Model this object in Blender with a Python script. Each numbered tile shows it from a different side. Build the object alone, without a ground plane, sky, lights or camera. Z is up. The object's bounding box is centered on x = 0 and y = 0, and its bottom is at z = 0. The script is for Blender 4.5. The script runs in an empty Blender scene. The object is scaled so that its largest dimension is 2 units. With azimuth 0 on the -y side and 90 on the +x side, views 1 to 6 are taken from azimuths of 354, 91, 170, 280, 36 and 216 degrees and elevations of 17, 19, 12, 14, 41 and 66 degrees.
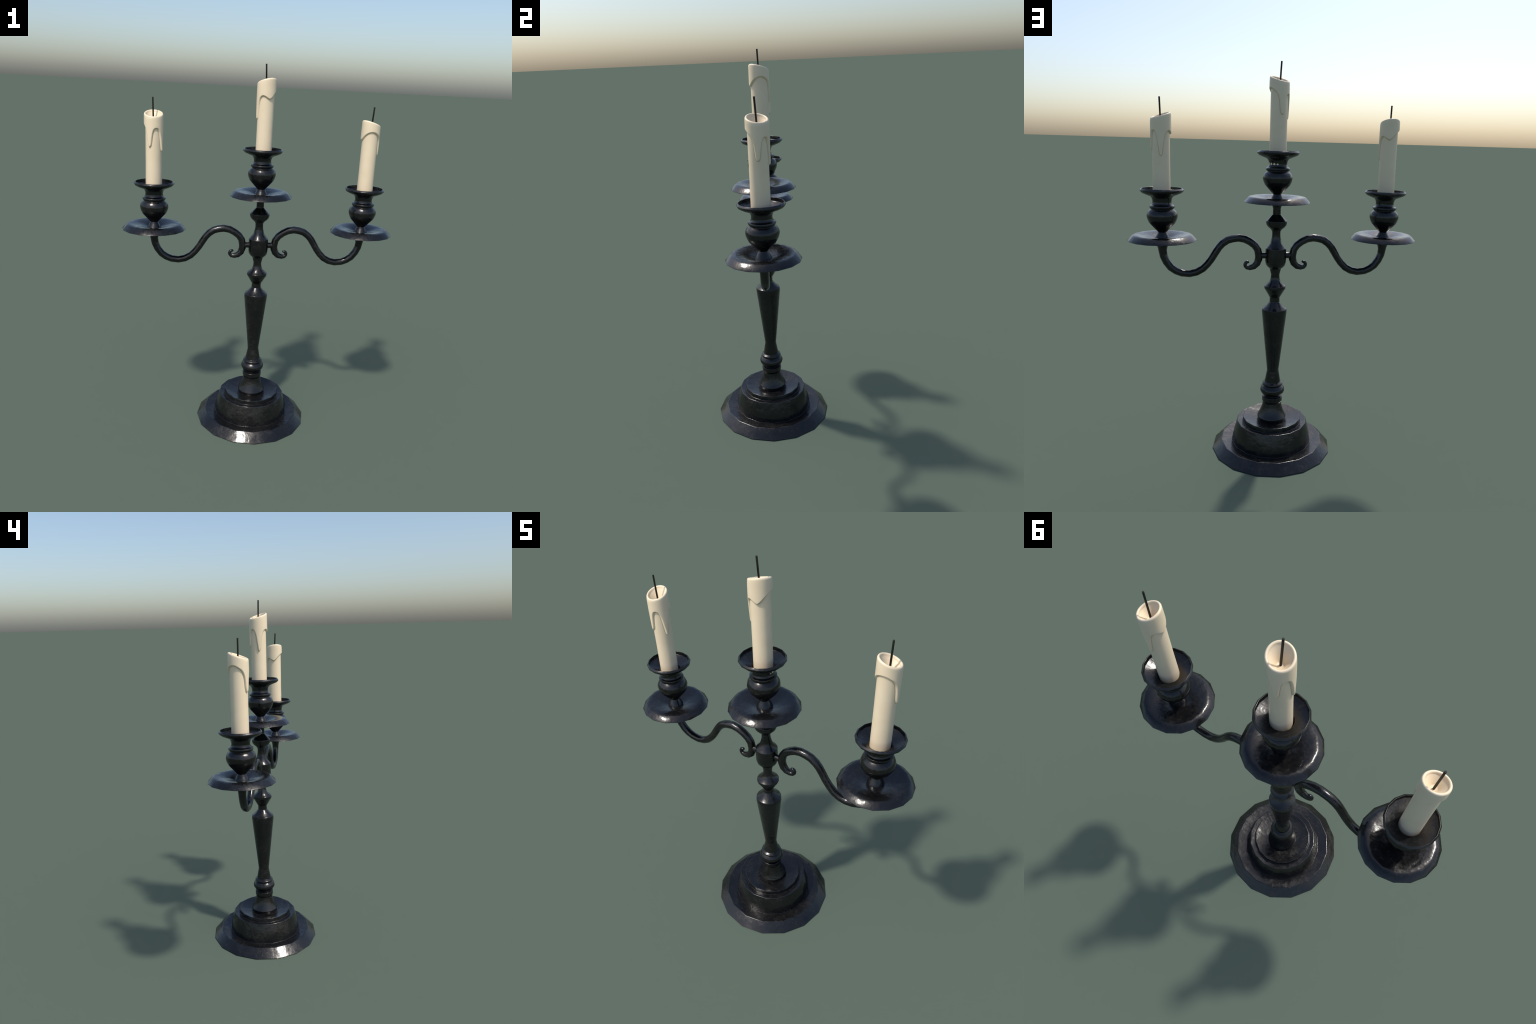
"""Three-armed black candelabrum with three half-burnt, dripping cream candles."""
import bpy
import math
import numpy as np
from mathutils import Vector

SIDES = 16            # the turned parts are coarse: sixteen flats round the axis
HOLDER_X = 0.5654     # distance of the outer holders from the stem
HOLDER_DROP = 0.191   # the outer holders sit this much lower than the middle one
CANDLE_DROP = 0.1865


# ------------------------------------------------------------------ materials
def node(nt, kind, **inputs):
    n = nt.nodes.new(kind)
    for k, v in inputs.items():
        n.inputs[k.replace("_", " ")].default_value = v
    return n


def ramp(nt, stops):
    n = nt.nodes.new("ShaderNodeValToRGB")
    el = n.color_ramp.elements
    while len(el) < len(stops):
        el.new(0.5)
    for e, (p, c) in zip(el, stops):
        e.position = p
        e.color = c if len(c) == 4 else (*c, 1.0)
    return n


def grey(v):
    return (v, v, v, 1.0)


def new_material(name):
    m = bpy.data.materials.new(name)
    m.use_nodes = True
    nt = m.node_tree
    nt.nodes.clear()
    out = nt.nodes.new("ShaderNodeOutputMaterial")
    bsdf = nt.nodes.new("ShaderNodeBsdfPrincipled")
    nt.links.new(bsdf.outputs[0], out.inputs[0])
    return m, nt, bsdf


def black_metal():
    """Black lacquered iron: nearly black, glossy, with scuffed and pitted patches."""
    m, nt, b = new_material("black_metal")
    L = nt.links.new
    co = nt.nodes.new("ShaderNodeTexCoord")
    patch = node(nt, "ShaderNodeTexNoise", Scale=13.0, Detail=7.0, Roughness=0.62, Distortion=0.3)
    grain = node(nt, "ShaderNodeTexNoise", Scale=75.0, Detail=4.0, Roughness=0.6)
    fine = node(nt, "ShaderNodeTexNoise", Scale=210.0, Detail=2.0, Roughness=0.5)
    dents = node(nt, "ShaderNodeTexNoise", Scale=24.0, Detail=2.5, Roughness=0.5)
    for n in (patch, grain, fine, dents):
        L(co.outputs["Object"], n.inputs["Vector"])

    def math_node(op, a, b, c=None):
        n = nt.nodes.new("ShaderNodeMath")
        n.operation = op
        for k, v in enumerate((a, b, c)):
            if v is None:
                continue
            if isinstance(v, float):
                n.inputs[k].default_value = v
            else:
                L(v, n.inputs[k])
        return n.outputs[0]

    wear = math_node("MULTIPLY_ADD", grain.outputs["Fac"], 0.45, math_node("MULTIPLY", patch.outputs["Fac"], 0.62))
    tint = ramp(nt, [(0.40, (0.0034, 0.0035, 0.0038)), (0.54, (0.0064, 0.0064, 0.0066)), (0.66, (0.0125, 0.0118, 0.0108))])
    L(wear, tint.inputs[0])
    L(tint.outputs[0], b.inputs["Base Color"])
    rough = ramp(nt, [(0.40, grey(0.15)), (0.54, grey(0.215)), (0.66, grey(0.33))])
    L(wear, rough.inputs[0])
    L(rough.outputs[0], b.inputs["Roughness"])
    b.inputs["IOR"].default_value = 1.5
    height = math_node("MULTIPLY_ADD", grain.outputs["Fac"], 0.16, math_node("MULTIPLY_ADD", fine.outputs["Fac"], 0.05, dents.outputs["Fac"]))
    bump = node(nt, "ShaderNodeBump", Strength=0.5, Distance=0.0041)
    L(height, bump.inputs["Height"])
    L(bump.outputs[0], b.inputs["Normal"])
    return m


def candle_wax(name, strength=1.0):
    m, nt, b = new_material(name)
    L = nt.links.new
    co = nt.nodes.new("ShaderNodeTexCoord")
    cloud = node(nt, "ShaderNodeTexNoise", Scale=14.0, Detail=3.0, Roughness=0.5)
    L(co.outputs["Object"], cloud.inputs["Vector"])
    old = (strength, strength * (0.94 + 0.06 * strength), strength * (0.78 + 0.22 * strength))  # below 1.0 darkens and yellows the wax for the painted crease shade
    tint = ramp(nt, [(0.3, [a * k for a, k in zip((0.785, 0.645, 0.445), old)]), (0.7, [a * k for a, k in zip((0.815, 0.680, 0.480), old)])])
    L(cloud.outputs["Fac"], tint.inputs[0])
    L(tint.outputs[0], b.inputs["Base Color"])
    b.inputs["Roughness"].default_value = 0.38
    b.inputs["IOR"].default_value = 1.44
    return m


def charred_wick():
    m, nt, b = new_material("charred_wick")
    L = nt.links.new
    co = nt.nodes.new("ShaderNodeTexCoord")
    g = node(nt, "ShaderNodeTexNoise", Scale=180.0, Detail=2.0)
    L(co.outputs["Object"], g.inputs["Vector"])
    tint = ramp(nt, [(0.35, (0.016, 0.015, 0.013)), (0.7, (0.032, 0.028, 0.023))])
    L(g.outputs["Fac"], tint.inputs[0])
    L(tint.outputs[0], b.inputs["Base Color"])
    b.inputs["Roughness"].default_value = 0.7
    b.inputs["Specular IOR Level"].default_value = 0.25
    return m


METAL, WAX, CREASE_SHADE, WICK = black_metal(), candle_wax("candle_wax"), candle_wax("wax_painted_crease_shade", 0.80), charred_wick()


# ------------------------------------------------------------------- builders
def make_mesh(name, verts, faces, normals, material):
    me = bpy.data.meshes.new(name)
    me.from_pydata([tuple(v) for v in verts], [], faces)
    me.update()
    me.shade_smooth()
    if normals is not None:
        me.normals_split_custom_set_from_vertices([tuple(n) for n in normals])
    me.materials.append(material)
    return me


def add(name, mesh, parent=None, location=(0, 0, 0), rot_z=0.0):
    ob = bpy.data.objects.new(name, mesh)
    bpy.context.scene.collection.objects.link(ob)
    ob.location = location
    ob.rotation_euler = (0, 0, rot_z)
    if parent is not None:
        ob.parent = parent
    return ob


def rounded_profile(points):
    """(r, z, bevel) corners -> list of (r, z, normal); bevel 0 means a soft, blended corner."""
    p = [np.array(q[:2], float) for q in points]
    bev = [q[2] if len(q) > 2 else 0.0 for q in points]

    def seg_normal(a, b):
        d = (b - a) / np.linalg.norm(b - a)
        return np.array([d[1], -d[0]])      # profile runs upwards: outside on the right

    out = []
    for i, q in enumerate(p):
        n0 = seg_normal(p[i - 1], q) if i > 0 else None
        n1 = seg_normal(q, p[i + 1]) if i < len(p) - 1 else None
        if n0 is None or n1 is None:
            out.append((*q, n1 if n0 is None else n0))
            continue
        l0, l1 = np.linalg.norm(q - p[i - 1]), np.linalg.norm(p[i + 1] - q)
        if bev[i] <= 0:
            n = n0 / l0 + n1 / l1
            out.append((*q, n / np.linalg.norm(n)))
            continue
        b = min(bev[i], 0.45 * l0, 0.45 * l1)
        a0 = q + (p[i - 1] - q) * b / l0
        a1 = q + (p[i + 1] - q) * b / l1
        for t in (0.0, 0.33, 0.67, 1.0):
            x = (1 - t) ** 2 * a0 + 2 * t * (1 - t) * q + t * t * a1
            n = n0 * (1 - t) + n1 * t
            out.append((*x, n / (np.linalg.norm(n) + 1e-9)))
    return out


def lathe(name, points, material, sides=SIDES):
    """Turns a profile round the z axis; end points on the axis are closed with a fan."""
    prof = rounded_profile(points)
    verts, norms, faces, rows = [], [], [], []
    split = 4
    count = sides * split
    for r, z, n in prof:
        if r < 1e-6:
            rows.append([len(verts)])
            verts.append((0, 0, z))
            norms.append((0, 0, 1 if n[1] > 0 else -1))
            continue
        rows.append(list(range(len(verts), len(verts) + count)))
        for k in range(count):
            a = 2 * math.pi * k / count
            off = (k % split) / split                       # straight flats, shaded as if round
            a0 = 2 * math.pi * (k // split) / sides
            a1 = a0 + 2 * math.pi / sides
            verts.append((r * (math.cos(a0) * (1 - off) + math.cos(a1) * off), r * (math.sin(a0) * (1 - off) + math.sin(a1) * off), z))
            norms.append((n[0] * math.cos(a), n[0] * math.sin(a), n[1]))
    for a, b in zip(rows, rows[1:]):
        for k in range(count):
            j = (k + 1) % count
            if len(a) == 1:
                faces.append((a[0], b[j], b[k]))
            elif len(b) == 1:
                faces.append((a[k], a[j], b[0]))
            else:
                faces.append((a[k], a[j], b[j], b[k]))
    return make_mesh(name, verts, faces, norms, material)


def tube(name, path, material, sides=12):
    """Sweeps a round section along a curve in the xz plane; path holds (x, z, radius)."""
    P = np.array([(x, z) for x, z, _ in path])
    T = np.gradient(P, axis=0)
    T /= np.linalg.norm(T, axis=1)[:, None]
    verts, faces = [], []
    for (x, z, r), t in zip(path, T):
        nx, nz = -t[1], t[0]
        for k in range(sides):
            a = 2 * math.pi * k / sides
            c, s = r * math.cos(a), 1.03 * r * math.sin(a)
            verts.append((x + nx * c, s, z + nz * c))
    n = len(path)
    for i in range(n - 1):
        for k in range(sides):
            j = (k + 1) % sides
            faces.append((i * sides + k, i * sides + j, (i + 1) * sides + j, (i + 1) * sides + k))
    faces.append(tuple(reversed(range(sides))))
    faces.append(tuple(range((n - 1) * sides, n * sides)))
    me = make_mesh(name, verts, faces, None, material)
    import bmesh
    bm = bmesh.new()
    bm.from_mesh(me)
    bmesh.ops.recalc_face_normals(bm, faces=bm.faces)
    bm.to_mesh(me)
    bm.free()
    me.shade_smooth()
    me.set_sharp_from_angle(angle=math.radians(60))
    return me


# ------------------------------------------------------------- metal profiles
# (radius, height, edge rounding), read from bottom to top
BASE = [(0, 0.0), (0.310, 0.0, 0.003), (0.3165, 0.0008, 0.002), (0.2690, 0.0455, 0.003), (0.2125, 0.0385, 0.002),
        (0.2118, 0.054), (0.2076, 0.075), (0.1995, 0.105), (0.1927, 0.128), (0.1856, 0.1502, 0.0035),
        (0.1575, 0.1460, 0.002), (0.1540, 0.1700, 0.003), (0.0760, 0.1540), (0, 0.1540)]

STEM = [(0.0745, 0.1520), (0.0755, 0.1660), (0.0777, 0.1730, 0.002), (0.0684, 0.190), (0.0608, 0.2065), (0.0556, 0.2225), (0.0522, 0.2340),
        (0.0491, 0.2525, 0.001), (0.0540, 0.2630, 0.002), (0.0540, 0.2860, 0.003), (0.0405, 0.2860, 0.001),
        (0.0405, 0.2920, 0.001), (0.0520, 0.2995), (0.0600, 0.3075), (0.0648, 0.3190), (0.0645, 0.3260), (0.0600, 0.3380), (0.0490, 0.3475, 0.001),
        (0.0548, 0.3560, 0.002), (0.0535, 0.3610, 0.002), (0.0418, 0.3690, 0.001), (0.0400, 0.3800), (0.0306, 0.4320, 0.006),
        (0.0652, 0.7560, 0.003), (0.0638, 0.7710, 0.002), (0.0440, 0.7860), (0.0258, 0.8090, 0.002), (0.0258, 0.8320, 0.002),
        (0.0553, 0.8815, 0.002), (0.0549, 0.8935, 0.002), (0.0300, 0.9130), (0.0228, 0.9350), (0.0220, 0.9540), (0.0300, 0.9850, 0.002),
        (0.0420, 0.9945), (0.0500, 1.0060), (0.0536, 1.0220), (0.0541, 1.0350), (0.0532, 1.0885, 0.002), (0.0310, 1.1140), (0.0225, 1.1450), (0.0213, 1.1600),
        (0.0213, 1.1760), (0.0290, 1.1880), (0.0420, 1.1985), (0.0505, 1.2090), (0.0535, 1.2185), (0.0537, 1.2300, 0.002),
        (0.0203, 1.2640, 0.002), (0.0200, 1.2930), (0.0240, 1.3060), (0.0380, 1.3165)]

PAN = [(0.0300, 1.3120), (0.0900, 1.3185), (0.1500, 1.3235), (0.1679, 1.3246, 0.001), (0.1674, 1.3265, 0.001), (0.1470, 1.3487), (0.1415, 1.3517), (0.1330, 1.3529),
       (0.1180, 1.3523), (0.1020, 1.3502), (0.0860, 1.3470), (0.0700, 1.3432), (0.0550, 1.3385), (0.0450, 1.3350), (0.0330, 1.3310)]

CUP = [(0.0340, 1.3280), (0.0372, 1.3320, 0.001), (0.0205, 1.3637, 0.001), (0.0625, 1.4090), (0.0690, 1.4220), (0.0737, 1.4360), (0.0745, 1.4450),
       (0.0725, 1.4560), (0.0672, 1.4670), (0.0550, 1.4775, 0.001), (0.0550, 1.4798, 0.001), (0.0602, 1.4845, 0.001), (0.0612, 1.4895, 0.001), (0.0597, 1.4945, 0.001), (0.0505, 1.4988, 0.001),
       (0.0470, 1.5050), (0.0457, 1.5120), (0.0463, 1.5210), (0.0495, 1.5310), (0.0560, 1.5395), (0.0755, 1.5470), (0.0960, 1.5560), (0.1025, 1.5620),
       (0.1057, 1.5685, 0.002), (0.1050, 1.5715, 0.001), (0.0990, 1.5780, 0.002), (0.0972, 1.5773, 0.001), (0.0957, 1.5612, 0.001), (0.0478, 1.5385, 0.002),
       (0.0455, 1.5300, 0.001), (0.0448, 1.4690), (0, 1.4690)]

# the scrolled arm from under the drip pan to the tip of its curl: (x, z, radius)
ARM = [(0.5654, 1.1235, 0.0400), (0.5655, 1.1140, 0.0320), (0.5656, 1.1035, 0.0265), (0.5654, 1.0935, 0.0228), (0.5650, 1.0795, 0.0203), (0.5608, 1.0530, 0.0193),
       (0.5475, 1.0237, 0.0193), (0.5260, 0.9950, 0.0193), (0.5010, 0.9773, 0.0190), (0.4728, 0.9660, 0.0186), (0.4345, 0.9620, 0.0187),
       (0.4001, 0.9696, 0.0188), (0.3690, 0.9868, 0.0186), (0.3451, 1.0111, 0.0184), (0.3250, 1.0377, 0.0182), (0.3050, 1.0710, 0.0186),
       (0.2893, 1.0952, 0.0187), (0.2717, 1.1148, 0.0193), (0.2461, 1.1323, 0.0197), (0.2202, 1.1396, 0.0198), (0.1920, 1.1433, 0.0199),
       (0.1604, 1.1377, 0.0199), (0.1333, 1.1242, 0.0194), (0.1088, 1.1057, 0.0193), (0.0931, 1.0823, 0.0191), (0.0870, 1.0523, 0.0196),
       (0.0873, 1.0353, 0.0196), (0.0955, 1.0120, 0.0186), (0.1125, 0.9955, 0.0166), (0.1330, 0.9895, 0.0138), (0.1475, 0.9905, 0.0108),
       (0.1550, 0.9985, 0.0097), (0.1563, 1.0070, 0.0095), (0.1530, 1.0153, 0.0092), (0.1462, 1.0190, 0.0085), (0.1402, 1.0185, 0.0070),
       (0.1365, 1.0165, 0.0040)]


# --------------------------------------------------------------------- candle
# lower edge of the layer of run-down wax: (bearing in degrees, height)
DRIP_EDGE = [(0, 1.8705), (15, 1.8718), (30, 1.8690), (45, 1.8620), (60, 1.8530), (70, 1.8420), (76, 1.8310), (80, 1.8200), (84, 1.8010), (88, 1.7720), (92, 1.7570), (97, 1.7505), (102, 1.7495), (108, 1.7515), (113, 1.7570), (117, 1.7680), (121, 1.7940), (126, 1.8200), (134, 1.8380), (146, 1.8432), (156, 1.8400), (165, 1.8260),
             (172, 1.8040), (179, 1.7680), (185, 1.7380), (191, 1.7285), (196, 1.7285), (202, 1.7380), (208, 1.7720), (214, 1.8010), (222, 1.8240),
             (231, 1.8365), (240, 1.8420), (248, 1.8428), (258, 1.8395), (270, 1.8340), (281, 1.8290), (290, 1.8280), (299, 1.8320), (310, 1.8400), (325, 1.8525), (342, 1.8640)]
RIM_MID, RIM_TILT, RIM_HIGH = 1.9185, 0.0150, math.radians(308)
CANDLE_FOOT, POOL_Z, POOL_R = 1.4705, 1.8710, 0.0115


def candle_mesh():
    nt = 400
    th = np.arange(nt) * 2 * math.pi / nt
    deg = np.array([d for d, _ in DRIP_EDGE], float)
    hgt = np.array([h for _, h in DRIP_EDGE], float)
    # smooth periodic edge line (Catmull-Rom through the readings)
    dense = np.arange(0, 360, 0.5)
    edge = np.empty_like(dense)
    m = len(deg)
    for i, d in enumerate(dense):
        j = np.searchsorted(deg, d, side="right") - 1
        h = [hgt[(j + o) % m] for o in (-1, 0, 1, 2)]
        x = [deg[(j + o) % m] + 360 * ((j + o) // m) for o in (-1, 0, 1, 2)]
        s = (d - x[1]) / (x[2] - x[1])
        m1 = (h[2] - h[0]) / (x[2] - x[0]) * (x[2] - x[1])
        m2 = (h[3] - h[1]) / (x[3] - x[1]) * (x[2] - x[1])
        edge[i] = (2 * s**3 - 3 * s**2 + 1) * h[1] + (s**3 - 2 * s**2 + s) * m1 + (3 * s**2 - 2 * s**3) * h[2] + (s**3 - s**2) * m2
    R0 = 0.043
    es = np.radians(np.append(dense, 360.0)) * R0
    ez = np.append(edge, edge[0])
    run = np.concatenate([[0], np.cumsum(np.hypot(np.diff(es), np.diff(ez)))])
    even = np.linspace(0, run[-1], 1600)               # evenly spaced along the edge
    es, ez = np.interp(even, run, es), np.interp(even, run, ez)
    turn = 2 * math.pi * R0
    near = es < 0.3 * turn, es > 0.7 * turn
    edge_s = np.concatenate([es, es[near[0]] + turn, es[near[1]] - turn])
    edge_z = np.concatenate([ez, ez[near[0]], ez[near[1]]])
    edge_at = np.interp(np.degrees(th), np.append(dense, 360), np.append(edge, edge[0]))
    rim = RIM_MID + RIM_TILT * np.cos(th - RIM_HIGH)

    verts, faces, rows, seam_rows = [], [], [], []

    def row(r, z):
        base = len(verts)
        for t, rr, zz in zip(th, np.broadcast_to(r, th.shape), np.broadcast_to(z, th.shape)):
            verts.append((rr * math.cos(t), rr * math.sin(t), zz))
        rows.append(list(range(base, base + nt)))

    # outer wall, from the foot upwards
    levels = np.concatenate([np.linspace(CANDLE_FOOT, 1.70, 14)[:-1], np.linspace(1.70, 1.888, 380)])
    for z in levels:
        body = 0.0417 + 0.0010 * min(1.0, max(0.0, (1.66 - z) / 0.12)) + 0.0004 * np.cos(3 * th + 1.0)
        s = th * R0
        if z < 1.715:
            d = np.full(nt, -0.02)
        else:
            d = np.sqrt(((s[:, None] - edge_s) ** 2 + (z - edge_z) ** 2).min(1)) * np.where(z > edge_at, 1, -1)
        lip = 1 - (1 - np.clip((d + 0.0003) / 0.0075, 0, 1)) ** 2.6      # full, rounded drips
        thick = 0.0079 - 0.0004 * np.clip((z - 1.86) / 0.03, 0, 1)
        groove = -0.0013 * np.exp(-(np.minimum(d + 0.0003, 0) / 0.0016) ** 2)
        last = body + groove + (thick - groove) * lip
        row(last, z)
        seam_rows.append((d > -0.0016) & (d < 0.0002))
    # rounded lip that follows the slanting burn line, then the melted hollow
    for u in (0.25, 0.5, 0.75, 1.0):
        row(last + (0.0486 - last) * u * u, 1.888 + (rim - 0.0085 - 1.888) * u)
    for a in np.linspace(0, math.pi, 13)[1:]:
        row(0.0430 + 0.0056 * math.cos(a), rim - 0.0085 + 0.0085 * math.sin(a))
    for u in np.linspace(0, 1, 12)[1:]:
        row(0.0374 * (1 - u) + POOL_R * u, (rim - 0.0085) * (1 - u) + POOL_Z * u)
    for a, b in zip(rows, rows[1:]):
        for k in range(nt):
            j = (k + 1) % nt
            faces.append((a[k], a[j], b[j], b[k]))
    faces.append(tuple(reversed(rows[0])))
    faces.append(tuple(rows[-1]))
    me = make_mesh("candle", verts, faces, None, WAX)
    me.materials.append(CREASE_SHADE)                              # darker wax colour paints the crease shadow under the drip edges
    seam = np.array(seam_rows)
    hit = (seam[:-1] & seam[1:]).ravel()
    index = np.zeros(len(me.polygons), np.int32)
    index[:len(hit)] = hit
    me.polygons.foreach_set("material_index", index)
    me.set_sharp_from_angle(angle=math.radians(75))
    return me


def wick_mesh(length):
    return lathe("wick", [(0, 0.0), (0.0042, 0.0), (0.0042, length, 0.0005), (0, length)], WICK, sides=8)


# ------------------------------------------------------------------- assembly
def empty(name, location=(0, 0, 0)):
    e = bpy.data.objects.new(name, None)
    e.empty_display_size = 0.1
    e.location = location
    bpy.context.scene.collection.objects.link(e)
    return e


candelabrum = empty("candelabrum")
candelabrum["label"] = "black turned metal candelabrum with two scrolled arms"
candelabrum["category"] = "candelabrum"

add("base", lathe("base", BASE, METAL), candelabrum)
add("stem", lathe("stem", STEM, METAL), candelabrum)

pan_mesh, cup_mesh = lathe("drip_pan", PAN, METAL), lathe("candle_cup", CUP, METAL)
arm_mesh = tube("arm", ARM, METAL)
connector_mesh = tube("connector", [(0.0480, 1.0526, 0.0158), (0.0590, 1.0526, 0.0158), (0.0760, 1.0526, 0.0158)], METAL)
for x, spin in ((0.0, 0.0), (HOLDER_X, 0.0), (-HOLDER_X, math.pi)):
    z = 0.0 if x == 0 else -HOLDER_DROP
    add("drip_pan", pan_mesh, candelabrum, (x, 0, z))
    add("candle_cup", cup_mesh, candelabrum, (x, 0, z))
    if x:
        add("arm", arm_mesh, candelabrum, (0, 0, 0), spin)
        add("connector", connector_mesh, candelabrum, (0, 0, 0), spin)

wax = candle_mesh()
# per candle: axis x, y, drop, turn about the axis, foot and tip of the wick
CANDLES = [(0.0024, 0.0019, 0.0, 0.0, (0.0021, 0.0026, 1.8650), (-0.0052, -0.0017, 2.0)),
           (-0.5668, 0.0, CANDLE_DROP - 0.0030, math.radians(145), (-0.5676, 0.0008, 1.6785), (-0.5706, -0.0012, 1.8135)),
           (0.5660, -0.0015, CANDLE_DROP, math.radians(-104), (0.5667, -0.0010, 1.6785), (0.5720, -0.0079, 1.8145))]
for x, y, drop, turn, foot, tip in CANDLES:
    c = add("candle", wax, None, (x, y, -drop), turn)
    c["label"] = "cream candle with dripped wax and a black wick"
    c["category"] = "candle"
    d = Vector(tip) - Vector(foot)
    foot = Vector(foot) - d.normalized() * 0.002
    d = Vector(tip) - foot
    w = add("wick", wick_mesh(d.length), c)
    w.rotation_mode = "QUATERNION"
    bpy.context.view_layer.update()
    w.matrix_world = d.to_track_quat("Z", "Y").to_matrix().to_4x4()
    w.matrix_world.translation = foot
    m = d.to_track_quat("Z", "Y").to_matrix().to_4x4()
    m.translation = foot
    w.matrix_world = m
